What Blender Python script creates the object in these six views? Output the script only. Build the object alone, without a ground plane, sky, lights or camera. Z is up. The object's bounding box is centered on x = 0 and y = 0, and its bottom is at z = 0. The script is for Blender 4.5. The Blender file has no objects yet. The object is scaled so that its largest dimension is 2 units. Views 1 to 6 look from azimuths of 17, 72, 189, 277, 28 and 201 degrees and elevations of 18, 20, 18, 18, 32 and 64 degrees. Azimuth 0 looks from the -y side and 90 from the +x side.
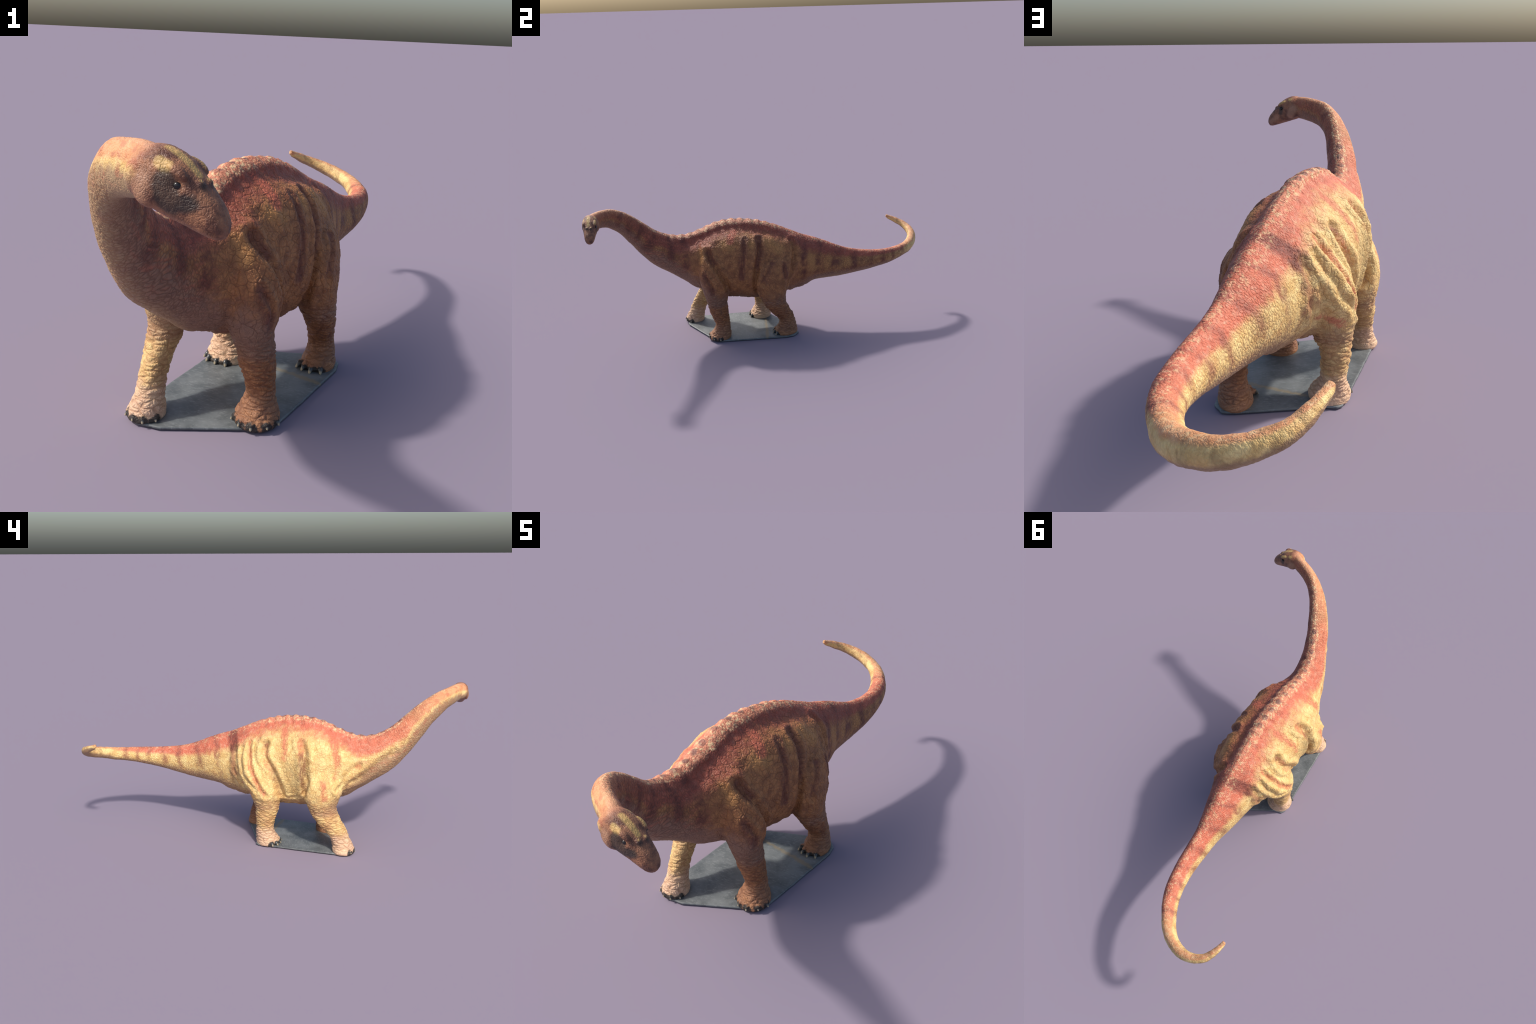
"""Long-necked dinosaur figure standing on a slab of slate."""
import bpy, bmesh, math, random
import numpy as np
from mathutils import Vector, noise as mnoise

random.seed(4)
rng = np.random.default_rng(4)
VOXEL = 0.0020

# ----------------------------------------------------------------- helpers
def smooth01(x):
    x = np.clip(x, 0.0, 1.0)
    return x * x * (3 - 2 * x)

def spline(knots, count):
    """Catmull-Rom through rows of knots, resampled evenly along the first three columns."""
    k = np.asarray(knots, float)
    p = np.vstack([2 * k[0] - k[1], k, 2 * k[-1] - k[-2]])
    rows = []
    for i in range(1, len(p) - 2):
        a, b, c, d = p[i - 1], p[i], p[i + 1], p[i + 2]
        for t in np.linspace(0, 1, 24, endpoint=False):
            rows.append(0.5 * (2 * b + (c - a) * t + (2 * a - 5 * b + 4 * c - d) * t * t
                               + (3 * b - a - 3 * c + d) * t ** 3))
    rows.append(p[-2])
    rows = np.array(rows)
    s = np.concatenate([[0], np.cumsum(np.linalg.norm(np.diff(rows[:, :3], axis=0), axis=1))])
    q = np.linspace(0, s[-1], count)
    return np.stack([np.interp(q, s, rows[:, j]) for j in range(k.shape[1])], 1)

def loft(rings):
    """Closed tube through equally long rings, capped with a fan at either end."""
    n, m = len(rings), len(rings[0])
    verts = [p for r in rings for p in r]
    faces = []
    for i in range(n - 1):
        for j in range(m):
            a, b = i * m + j, i * m + (j + 1) % m
            faces.append((a, b, b + m, a + m))
    for row, flip in ((0, True), (n - 1, False)):
        verts.append(np.mean(rings[row], axis=0))
        c = len(verts) - 1
        for j in range(m):
            a, b = row * m + j, row * m + (j + 1) % m
            faces.append((c, b, a) if flip else (c, a, b))
    return verts, faces

def mesh_object(name, verts, faces):
    me = bpy.data.meshes.new(name)
    me.from_pydata([tuple(map(float, v)) for v in verts], [], [tuple(f) for f in faces])
    bm = bmesh.new(); bm.from_mesh(me)
    bmesh.ops.recalc_face_normals(bm, faces=bm.faces)
    bm.to_mesh(me); bm.free()
    ob = bpy.data.objects.new(name, me)
    bpy.context.collection.objects.link(ob)
    return ob

def ellipsoid(center, axes, radii, rings=20, seg=28):
    A = np.array(axes, float)
    A /= np.linalg.norm(A, axis=1)[:, None]
    vs, c = [], np.array(center, float)
    for i in range(1, rings):
        a = math.pi * i / rings
        vs.append([c + A[0] * radii[0] * math.cos(a) + math.sin(a) * (A[1] * radii[1] * math.cos(b) + A[2] * radii[2] * math.sin(b))
                   for b in np.linspace(0, 2 * math.pi, seg, endpoint=False)])
    return loft(vs)

def coords(me):
    a = np.empty(len(me.vertices) * 3, np.float32)
    me.vertices.foreach_get("co", a)
    return a.reshape(-1, 3).astype(float)

# ------------------------------------------------------------ body profile
# top of the back (x, y, z), depth of the section below it, half width, sideways
# sag of the section's middle (towards -x), sharpness of the back on the +x and -x side,
# fullness of the underside
TRUNK = [
    (0.150, -0.972, 0.818, 0.076, 0.030, 0.000, 1.0, 1.0, 1.0),
    (0.122, -0.954, 0.824, 0.082, 0.029, 0.000, 1.0, 1.0, 1.0),
    (0.088, -0.927, 0.826, 0.087, 0.027, 0.001, 1.0, 1.0, 1.0),
    (0.040, -0.889, 0.820, 0.091, 0.028, 0.003, 1.0, 1.0, 1.0),
    (-0.005, -0.839, 0.809, 0.099, 0.031, 0.005, 1.1, 1.0, 1.0),
    (-0.036, -0.781, 0.782, 0.108, 0.037, 0.009, 1.2, 1.1, 1.0),
    (-0.053, -0.728, 0.746, 0.114, 0.042, 0.013, 1.2, 1.1, 1.0),
    (-0.066, -0.678, 0.705, 0.129, 0.048, 0.015, 1.2, 1.1, 1.0),
    (-0.075, -0.638, 0.669, 0.14, 0.051, 0.015, 1.2, 1.1, 1.0),
    (-0.080, -0.600, 0.639, 0.158, 0.054, 0.013, 1.25, 1.1, 1.0),
    (-0.087, -0.559, 0.616, 0.185, 0.06, 0.01, 1.2, 1.15, 1.0),
    (-0.089, -0.508, 0.598, 0.222, 0.073, 0.006, 1.15, 1.25, 1.0),
    (-0.084, -0.462, 0.594, 0.272, 0.086, 0.005, 1.2, 1.4, 1.05),
    (-0.074, -0.405, 0.602, 0.324, 0.11, 0.003, 1.25, 1.5, 1.15),
    (-0.062, -0.330, 0.631, 0.382, 0.142, -0.003, 1.2, 1.7, 1.15),
    (-0.050, -0.269, 0.655, 0.434, 0.16, -0.003, 1.3, 1.85, 0.95),
    (-0.036, -0.208, 0.669, 0.458, 0.168, -0.003, 1.35, 2.0, 0.8),
    (-0.021, -0.156, 0.672, 0.462, 0.172, -0.003, 1.35, 2.15, 0.75),
    (-0.006, -0.109, 0.670, 0.463, 0.174, -0.003, 1.4, 2.2, 0.72),
    (0.006, -0.066, 0.665, 0.462, 0.172, -0.002, 1.4, 2.2, 0.72),
    (0.021, -0.007, 0.652, 0.45, 0.166, 0.002, 1.5, 2.05, 0.8),
    (0.035, 0.037, 0.637, 0.428, 0.16, 0.005, 1.6, 1.9, 0.85),
    (0.046, 0.085, 0.619, 0.396, 0.15, 0.006, 1.6, 1.8, 1.1),
    (0.055, 0.129, 0.599, 0.382, 0.134, 0.006, 1.6, 1.6, 1.3),
    (0.065, 0.168, 0.581, 0.36, 0.117, 0.006, 1.5, 1.5, 1.35),
    (0.075, 0.207, 0.563, 0.336, 0.104, 0.008, 1.4, 1.3, 1.25),
    (0.088, 0.268, 0.542, 0.306, 0.091, 0.012, 1.3, 1.2, 1.05),
    (0.101, 0.334, 0.517, 0.264, 0.078, 0.015, 1.2, 1.2, 0.9),
    (0.115, 0.393, 0.490, 0.231, 0.064, 0.017, 1.2, 1.2, 0.9),
    (0.128, 0.452, 0.467, 0.195, 0.049, 0.015, 1.2, 1.2, 1.0),
    (0.141, 0.520, 0.449, 0.156, 0.045, 0.011, 1.1, 1.1, 1.0),
    (0.154, 0.586, 0.439, 0.129, 0.042, 0.010, 1.1, 1.1, 1.0),
    (0.161, 0.655, 0.432, 0.107, 0.040, 0.009, 1.1, 1.1, 1.0),
    (0.161, 0.722, 0.429, 0.091, 0.038, 0.008, 1.0, 1.0, 1.0),
    (0.149, 0.785, 0.430, 0.078, 0.035, 0.007, 1.0, 1.0, 1.0),
    (0.131, 0.835, 0.432, 0.070, 0.032, 0.006, 1.0, 1.0, 1.0),
    (0.108, 0.880, 0.437, 0.066, 0.030, 0.003, 1.0, 1.0, 1.0),
    (0.077, 0.919, 0.446, 0.060, 0.027, 0.0, 1.0, 1.0, 1.0),
    (0.043, 0.948, 0.456, 0.057, 0.025, 0.0, 1.0, 1.0, 1.0),
    (0.006, 0.969, 0.467, 0.054, 0.0225, 0.0, 1.0, 1.0, 1.0),
    (-0.026, 0.977, 0.475, 0.051, 0.021, 0.0, 1.0, 1.0, 1.0),
    (-0.054, 0.978, 0.483, 0.047, 0.019, 0.0, 1.0, 1.0, 1.0),
    (-0.081, 0.974, 0.491, 0.043, 0.018, 0.0, 1.0, 1.0, 1.0),
    (-0.105, 0.965, 0.498, 0.039, 0.017, 0.0, 1.0, 1.0, 1.0),
    (-0.125, 0.948, 0.506, 0.035, 0.0155, 0.0, 1.0, 1.0, 1.0),
    (-0.143, 0.928, 0.515, 0.030, 0.0135, 0.0, 1.0, 1.0, 1.0),
    (-0.159, 0.902, 0.525, 0.025, 0.011, 0.0, 1.0, 1.0, 1.0),
    (-0.168, 0.885, 0.530, 0.015, 0.007, 0.0, 1.0, 1.0, 1.0),
]

def trunk_rings(count=260, seg=72):
    st = spline(TRUNK, count)
    top = st[:, :3]
    t = np.gradient(top, axis=0)
    ker = np.ones(9) / 9                       # calm the frame
    t = np.stack([np.convolve(np.pad(t[:, i], 4, mode="edge"), ker, "valid") for i in range(3)], 1)
    t /= np.linalg.norm(t, axis=1)[:, None]
    side = np.cross(t, [0, 0, 1.0]); side /= np.linalg.norm(side, axis=1)[:, None]
    down = np.cross(t, side); down *= -np.sign(down[:, 2:3])
    y = top[:, 1]
    k = np.maximum(smooth01((-0.40 - y) / 0.16), smooth01((y - 0.1) / 0.35))[:, None]
    down = down * k + np.array([0, 0, -1.0]) * (1 - k)
    down /= np.linalg.norm(down, axis=1)[:, None]
    a = np.linspace(0, 2 * np.pi, seg, endpoint=False)
    c, s = np.cos(a), np.sin(a)
    f = (1 - c) / 2
    rings = []
    for i in range(count):
        h, w, m, pl, pr, pb = st[i, 3:]
        up_pow = np.where(s > 0, pl, pr)
        g = np.where(c > 0, np.abs(s) ** up_pow, np.abs(s) ** pb) * np.sign(s)
        # rounded crest rail along the top
        rail = smooth01((y[i] + 0.62) / 0.2) * (1 - smooth01((y[i] - 0.05) / 0.4))
        crest = 0.019 * rail * smooth01(f * h / 0.007) * np.sign(s)
        lat = np.where(np.abs(g * w) < np.abs(crest), crest, g * w)
        # hollow beside the crest, fuller lower flank of the tail root on the +x side
        body = smooth01((y[i] + 0.52) / 0.15) * (1 - smooth01((y[i] - 0.0) / 0.25))
        dip = np.exp(-((f * h - 0.044) / 0.025) ** 2) * body
        lat -= dip * np.where(s > 0, 0.030, -0.007)
        q = np.interp(y[i], [0.22, 0.34, 0.45, 0.56, 0.70], [0, 0.010, 0.012, 0.010, 0])
        lat += np.where(s > 0, q * np.exp(-((f - 0.66) / 0.24) ** 2), 0)
        # breastbone leans to +x, the vent behind the thighs to -x
        lean = np.interp(y[i], [-0.50, -0.42, -0.32, -0.22, 0.06, 0.14, 0.26, 0.34, 0.46], [0, 0.004, 0.006, 0, 0, 0.0, 0.0, 0.0, 0])
        lat = lat + lean * smooth01((f - 0.45) / 0.5)
        lat = lat - m * np.sin(np.minimum(f * np.pi, np.pi / 2))
        rings.append(top[i] + np.outer(f * h, down[i]) + np.outer(lat, side[i]))
    return rings, st, down, side

HEAD_O = np.array([0.14, -0.958, 0.785])
HEAD_F = np.array([0.8634, -0.1645, -0.4769])
HEAD_L = np.array([0.1871, 0.9823, 0.0])
HEAD_U = np.array([0.4685, -0.0892, 0.8789])
# distance along the skull, half width, top, underside, squareness
HEAD = [
    (-0.050, 0.026, 0.016, -0.046, 1.0), (-0.036, 0.033, 0.029, -0.053, 0.95),
    (-0.018, 0.037, 0.038, -0.054, 0.9), (0.002, 0.0385, 0.041, -0.051, 0.85),
    (0.022, 0.037, 0.040, -0.047, 0.8), (0.042, 0.033, 0.035, -0.043, 0.8),
    (0.060, 0.029, 0.029, -0.039, 0.8), (0.080, 0.026, 0.022, -0.035, 0.8),
    (0.098, 0.023, 0.015, -0.031, 0.8), (0.111, 0.019, 0.007, -0.028, 0.85),
    (0.119, 0.013, -0.002, -0.024, 0.9), (0.123, 0.005, -0.009, -0.018, 1.0)]

def head_point(f, l, u):
    return HEAD_O + HEAD_F * f + HEAD_L * l + HEAD_U * u

def head_rings(seg=48):
    a = np.linspace(0, 2 * np.pi, seg, endpoint=False)
    k = np.array(HEAD)
    q = np.linspace(k[0, 0], k[-1, 0], 50)
    rings = []
    for f in q:
        w, t, b, e = [np.interp(f, k[:, 0], k[:, j]) for j in range(1, 5)]
        c, s = np.cos(a), np.sin(a)
        lat = w * np.sign(s) * np.abs(s) ** e
        hgt = (t + b) / 2 + (t - b) / 2 * np.sign(c) * np.abs(c) ** e
        rings.append(np.array([head_point(f, x, z) for x, z in zip(lat, hgt)]))
    return rings

# height, centre x, centre y, half width across, half width fore and aft
LEGS = {
    "front_left": [(0.57, 0.00, -0.290, 0.02, 0.03), (0.53, 0.022, -0.295, 0.05, 0.065), (0.45, 0.056, -0.308, 0.066, 0.086),
        (0.36, 0.070, -0.312, 0.070, 0.088), (0.30, 0.071, -0.309, 0.063, 0.078), (0.25, 0.074, -0.307, 0.056, 0.067),
        (0.225, 0.085, -0.310, 0.051, 0.059), (0.20, 0.088, -0.307, 0.049, 0.058), (0.175, 0.090, -0.304, 0.048, 0.055),
        (0.15, 0.093, -0.299, 0.045, 0.051), (0.125, 0.096, -0.294, 0.041, 0.048), (0.10, 0.097, -0.288, 0.040, 0.044),
        (0.075, 0.098, -0.286, 0.041, 0.044), (0.05, 0.096, -0.292, 0.049, 0.051), (0.03, 0.097, -0.301, 0.058, 0.060),
        (0.014, 0.096, -0.306, 0.061, 0.064), (0.004, 0.096, -0.306, 0.058, 0.062)],
    "hind_left": [(0.57, 0.080, 0.070, 0.02, 0.03), (0.54, 0.088, 0.068, 0.045, 0.060), (0.49, 0.105, 0.060, 0.062, 0.085),
        (0.44, 0.126, 0.030, 0.081, 0.112), (0.37, 0.142, 0.008, 0.083, 0.112), (0.30, 0.155, -0.002, 0.074, 0.096),
        (0.25, 0.167, 0.000, 0.061, 0.078), (0.20, 0.180, 0.008, 0.050, 0.068), (0.175, 0.181, 0.025, 0.046, 0.064),
        (0.15, 0.181, 0.040, 0.042, 0.060), (0.125, 0.179, 0.060, 0.041, 0.055), (0.10, 0.178, 0.074, 0.040, 0.049),
        (0.075, 0.179, 0.079, 0.041, 0.050), (0.05, 0.179, 0.074, 0.046, 0.059), (0.03, 0.177, 0.072, 0.052, 0.067),
        (0.014, 0.175, 0.074, 0.053, 0.068), (0.004, 0.175, 0.074, 0.050, 0.064)],
    "front_right": [(0.54, -0.070, -0.265, 0.02, 0.03), (0.50, -0.090, -0.268, 0.045, 0.060), (0.44, -0.128, -0.282, 0.066, 0.088),
        (0.37, -0.154, -0.280, 0.076, 0.098), (0.30, -0.168, -0.278, 0.070, 0.088), (0.25, -0.172, -0.274, 0.059, 0.075),
        (0.225, -0.174, -0.282, 0.052, 0.070), (0.20, -0.178, -0.291, 0.048, 0.068), (0.175, -0.182, -0.306, 0.044, 0.066),
        (0.15, -0.183, -0.323, 0.040, 0.063), (0.125, -0.183, -0.342, 0.038, 0.057), (0.10, -0.183, -0.359, 0.038, 0.051),
        (0.075, -0.181, -0.372, 0.039, 0.050), (0.05, -0.182, -0.382, 0.043, 0.053), (0.03, -0.184, -0.387, 0.049, 0.056),
        (0.014, -0.186, -0.389, 0.053, 0.056), (0.004, -0.186, -0.389, 0.050, 0.053)],
    "hind_right": [(0.55, -0.01, 0.085, 0.02, 0.03), (0.51, -0.030, 0.080, 0.045, 0.065), (0.46, -0.060, 0.068, 0.065, 0.090),
        (0.41, -0.080, 0.055, 0.075, 0.102), (0.36, -0.094, 0.040, 0.077, 0.100), (0.30, -0.102, 0.022, 0.073, 0.084),
        (0.25, -0.106, 0.014, 0.066, 0.073), (0.225, -0.108, 0.010, 0.062, 0.066), (0.20, -0.111, 0.008, 0.057, 0.060),
        (0.175, -0.117, 0.011, 0.048, 0.056), (0.15, -0.117, 0.014, 0.045, 0.051), (0.125, -0.115, 0.017, 0.042, 0.047),
        (0.10, -0.113, 0.019, 0.040, 0.046), (0.075, -0.112, 0.019, 0.041, 0.047), (0.05, -0.104, 0.012, 0.055, 0.054),
        (0.03, -0.100, 0.006, 0.064, 0.060), (0.014, -0.101, 0.003, 0.064, 0.062), (0.004, -0.101, 0.003, 0.061, 0.059)],
}

def leg_rings(table, seg=40):
    k = spline(table, 70)
    # keep the table's own order of columns: height first
    a = np.linspace(0, 2 * np.pi, seg, endpoint=False)
    turn = math.radians(12)                    # the animal stands slightly askew in the frame
    rings = []
    for z, cx, cy, rx, ry in k:
        u, v = rx * np.cos(a), ry * np.sin(a)
        rings.append(np.stack([cx + u * math.cos(turn) - v * math.sin(turn),
                               cy + u * math.sin(turn) + v * math.cos(turn), np.full(seg, z)], 1))
    return rings


# ------------------------------------------------------------------- toes
# (x, y) of every toe at the rim of its foot, and the length of its claw
TOES = {
    "front_right": ((-0.187, -0.380), [(-0.224, -0.424), (-0.197, -0.443), (-0.169, -0.443), (-0.142, -0.424)], 0.0115),
    "front_left": ((0.097, -0.295), [(0.040, -0.336), (0.067, -0.361), (0.101, -0.367), (0.138, -0.350), (0.157, -0.318)], 0.0115),
    "hind_right": ((-0.105, 0.015), [(-0.160, -0.022), (-0.145, -0.043), (-0.117, -0.056), (-0.086, -0.056)], 0.0165),
    "hind_left": ((0.176, 0.075), [(0.126, 0.026), (0.143, 0.010), (0.168, 0.003), (0.197, 0.009)], 0.016),
}

# -------------------------------------------------------------- skin folds
# depth, width and course of the furrows between muscles and skin rolls
FOLDS = [
    (0.014, 0.013, [(0.075, -0.345, 0.528), (0.099, -0.340, 0.488), (0.122, -0.318, 0.453), (0.133, -0.294, 0.402), (0.125, -0.262, 0.341), (0.113, -0.254, 0.301)]),
    (0.012, 0.013, [(0.119, -0.063, 0.575), (0.148, -0.063, 0.541), (0.165, -0.077, 0.501), (0.174, -0.091, 0.455), (0.174, -0.098, 0.404), (0.162, -0.098, 0.330), (0.15, -0.085, 0.27)]),
    (0.008, 0.008, [(0.194, -0.010, 0.450), (0.204, -0.042, 0.407), (0.205, -0.063, 0.366), (0.207, -0.068, 0.333)]),
    (0.006, 0.007, [(0.203, 0.058, 0.443), (0.214, 0.053, 0.414), (0.218, 0.061, 0.369), (0.210, 0.070, 0.330)]),
    (0.005, 0.009, [(0.109, -0.140, 0.583), (0.140, -0.157, 0.537), (0.157, -0.168, 0.477), (0.157, -0.177, 0.417), (0.151, -0.181, 0.377)]),
    (0.012, 0.013, [(0.118, 0.132, 0.546), (0.151, 0.143, 0.500), (0.180, 0.121, 0.426), (0.191, 0.099, 0.363), (0.205, 0.075, 0.315)]),
    (0.006, 0.010, [(0.007, -0.382, 0.565), (0.056, -0.397, 0.509), (0.052, -0.429, 0.409), (0.045, -0.420, 0.363), (0.038, -0.391, 0.318)]),
    (0.006, 0.008, [(0.114, -0.381, 0.408), (0.129, -0.366, 0.377), (0.138, -0.345, 0.339), (0.129, -0.342, 0.286)]),
    (0.016, 0.0156, [(-0.106, 0.017, 0.542), (-0.126, 0.025, 0.511), (-0.145, 0.019, 0.473), (-0.159, -0.001, 0.445), (-0.167, -0.021, 0.415), (-0.170, -0.038, 0.379), (-0.163, -0.060, 0.323), (-0.150, -0.066, 0.288)]),
    (0.016, 0.0156, [(-0.154, -0.162, 0.564), (-0.189, -0.180, 0.516), (-0.204, -0.185, 0.471), (-0.207, -0.186, 0.423), (-0.202, -0.193, 0.372), (-0.186, -0.193, 0.316)]),
    (0.009, 0.0104, [(-0.066, 0.103, 0.532), (-0.105, 0.105, 0.482), (-0.142, 0.094, 0.436), (-0.162, 0.079, 0.396), (-0.173, 0.058, 0.353), (-0.176, 0.035, 0.317), (-0.175, 0.010, 0.284)]),
    (0.007, 0.0104, [(-0.066, 0.143, 0.504), (-0.095, 0.149, 0.461), (-0.125, 0.142, 0.419), (-0.146, 0.123, 0.372), (-0.166, 0.085, 0.339), (-0.174, 0.042, 0.293)]),
    (0.007, 0.0117, [(-0.043, 0.183, 0.496), (-0.070, 0.186, 0.435), (-0.069, 0.190, 0.379), (-0.075, 0.170, 0.340), (-0.072, 0.141, 0.298)]),
    (0.005, 0.0078, [(-0.161, -0.057, 0.319), (-0.151, -0.085, 0.282), (-0.154, -0.125, 0.275), (-0.165, -0.157, 0.283), (-0.187, -0.190, 0.320)]),
    (0.007, 0.0130, [(-0.159, -0.328, 0.557), (-0.189, -0.338, 0.514), (-0.204, -0.346, 0.461), (-0.206, -0.339, 0.402), (-0.212, -0.337, 0.354)]),
    (0.009, 0.0130, [(-0.183, -0.448, 0.464), (-0.190, -0.412, 0.439), (-0.193, -0.392, 0.406), (-0.191, -0.377, 0.375), (-0.205, -0.350, 0.346)]),
    (0.008, 0.0156, [(-0.150, -0.62, 0.53), (-0.172, -0.547, 0.477), (-0.173, -0.506, 0.436), (-0.168, -0.461, 0.393), (-0.172, -0.415, 0.367), (-0.203, -0.354, 0.335)]),
    (0.006, 0.0104, [(-0.162, -0.218, 0.564), (-0.183, -0.226, 0.535), (-0.200, -0.240, 0.502)]),
    (0.006, 0.0104, [(-0.068, 0.192, 0.380), (-0.089, 0.142, 0.341), (-0.113, 0.118, 0.322)]),
]
# swellings: centre, radius, height
SWELLS = [((0.124, 0.003, 0.562), 0.036, 0.010), ((0.134, 0.102, 0.534), 0.025, 0.008), ((0.104, -0.246, 0.551), 0.018, 0.008), ((0.170, -0.03, 0.40), 0.035, 0.008), ((0.150, -0.14, 0.36), 0.05, 0.008),
          ((0.071, -0.333, 0.542), 0.018, 0.006), ((0.071, -0.289, 0.567), 0.016, -0.005), ((0.04, -0.368, 0.547), 0.025, 0.005)]
# mouth slit, in skull coordinates (forward, left, up)
MOUTH = [(0.055, 0.040, -0.021), (0.075, 0.034, -0.020), (0.095, 0.028, -0.017), (0.110, 0.021, -0.015), (0.124, 0.0, -0.014)]
NOSTRILS = [(0.064, 0.011, 0.028), (0.064, -0.011, 0.028)]

def segment_distance(p, a, b):
    ab = b - a
    t = np.clip(((p - a) @ ab) / (ab @ ab), 0, 1)
    return np.linalg.norm(p - a - t[:, None] * ab, axis=1)

def course_distance(p, course, reach):
    c = np.array(course, float)
    near = np.nonzero(np.all((p > c.min(0) - reach) & (p < c.max(0) + reach), axis=1))[0]
    d = np.full(len(near), 9.0)
    for a, b in zip(c[:-1], c[1:]):
        d = np.minimum(d, segment_distance(p[near], a, b))
    return near, d

def put_coords(me, co):
    me.vertices.foreach_set("co", co.astype(np.float32).ravel())
    me.update()

def vertex_normals(me):
    a = np.empty(len(me.vertices) * 3, np.float32)
    me.vertices.foreach_get("normal", a)
    return a.reshape(-1, 3).astype(float)

def fold_skin(ob):
    co, no = coords(ob.data), vertex_normals(ob.data)
    off = np.zeros(len(co))
    for depth, width, course in FOLDS:
        course = spline([(*q, i) for i, q in enumerate(course)], 4 * len(course))
        n = len(course)
        near, d = course_distance(co, course[:, :3], 0.05)
        # fade towards both ends of the furrow
        e0 = np.linalg.norm(co[near] - course[0, :3], axis=1)
        e1 = np.linalg.norm(co[near] - course[-1, :3], axis=1)
        fade = smooth01(np.minimum(e0, e1) / 0.03 + 0.25)
        off[near] += fade * depth * (-np.exp(-(d / width) ** 2) + 0.50 * np.exp(-((d - 2.1 * width) / width) ** 2))
    for c, r, hgt in SWELLS:
        d = np.linalg.norm(co - np.array(c), axis=1)
        off += hgt * np.exp(-(d / r) ** 2)
    for l in (-1, 1):
        near, d = course_distance(co, [head_point(f, a * l, u) for f, a, u in MOUTH], 0.02)
        off[near] -= 0.0030 * np.exp(-(d / 0.0022) ** 2)
        for c, r, hgt in ((head_point(0.036, 0.036 * l, 0.014), 0.009, -0.004),):
            d = np.linalg.norm(co - c, axis=1)
            off += hgt * np.exp(-(d / r) ** 2)
    for q in NOSTRILS:
        d = np.linalg.norm(co - head_point(*q), axis=1)
        off -= 0.004 * np.exp(-(d / 0.004) ** 2)
    put_coords(ob.data, co + no * off[:, None])

# ---------------------------------------------------------------- assemble
def fused_body():
    pieces = [loft(trunk_rings()[0]), loft(head_rings())]
    pieces += [loft(leg_rings(t)) for t in LEGS.values()]
    for l in (-1, 1):      # brow ridges, nostril rims, cheeks
        pieces.append(ellipsoid(head_point(0.024, 0.026 * l, 0.029), (HEAD_F, HEAD_L, HEAD_U), (0.020, 0.008, 0.008)))
        pieces.append(ellipsoid(head_point(0.058, 0.010 * l, 0.027), (HEAD_F, HEAD_L, HEAD_U), (0.010, 0.006, 0.006)))
        pieces.append(ellipsoid(head_point(0.000, 0.030 * l, -0.018), (HEAD_F, HEAD_L, HEAD_U), (0.028, 0.012, 0.026)))
    for (cx, cy), toes, claw in TOES.values():
        for x, y in toes:
            d = np.array([x - cx, y - cy, 0.0]); d /= np.linalg.norm(d)
            pieces.append(ellipsoid(np.array([x, y, 0.020]) - d * 0.012, (d, np.cross([0, 0, 1], d), (0, 0, 1)), (0.016, 0.0115, 0.0145), 12, 16))
    bodies = [mesh_object("piece", v, f) for v, f in pieces]
    bpy.ops.object.select_all(action="DESELECT")
    for o in bodies:
        o.select_set(True)
    bpy.context.view_layer.objects.active = bodies[0]
    bpy.ops.object.join()
    ob = bpy.context.view_layer.objects.active

    def modify(kind, **kw):
        m = ob.modifiers.new("step", kind)
        for k, v in kw.items():
            setattr(m, k, v)
        bpy.ops.object.modifier_apply(modifier=m.name)

    modify("REMESH", mode="VOXEL", voxel_size=VOXEL, adaptivity=0)
    modify("SMOOTH", factor=0.5, iterations=8)
    # melt shoulders and thighs into the trunk, away from the crest
    k = np.array(TRUNK)
    co = coords(ob.data)
    top = np.interp(co[:, 1], k[6:36, 1], k[6:36, 2])
    w = smooth01((top - co[:, 2] - 0.03) / 0.07) * smooth01((co[:, 2] - 0.20) / 0.06)
    w *= smooth01((co[:, 1] + 0.50) / 0.1) * (1 - smooth01((co[:, 1] - 0.22) / 0.1))
    g = ob.vertex_groups.new(name="melt")
    lv = np.round(w * 10).astype(int)
    for q in range(1, 11):
        g.add(np.nonzero(lv == q)[0].tolist(), q / 10, "REPLACE")
    modify("SMOOTH", factor=0.5, iterations=110, vertex_group="melt")
    ob.vertex_groups.clear()
    modify("DISPLACE", strength=0.0008, mid_level=0)
    fold_skin(ob)
    modify("SMOOTH", factor=0.5, iterations=2)
    group = relief_group()
    m = ob.modifiers.new("relief", "NODES"); m.node_group = group
    bpy.ops.object.modifier_apply(modifier=m.name)
    return ob

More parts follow.
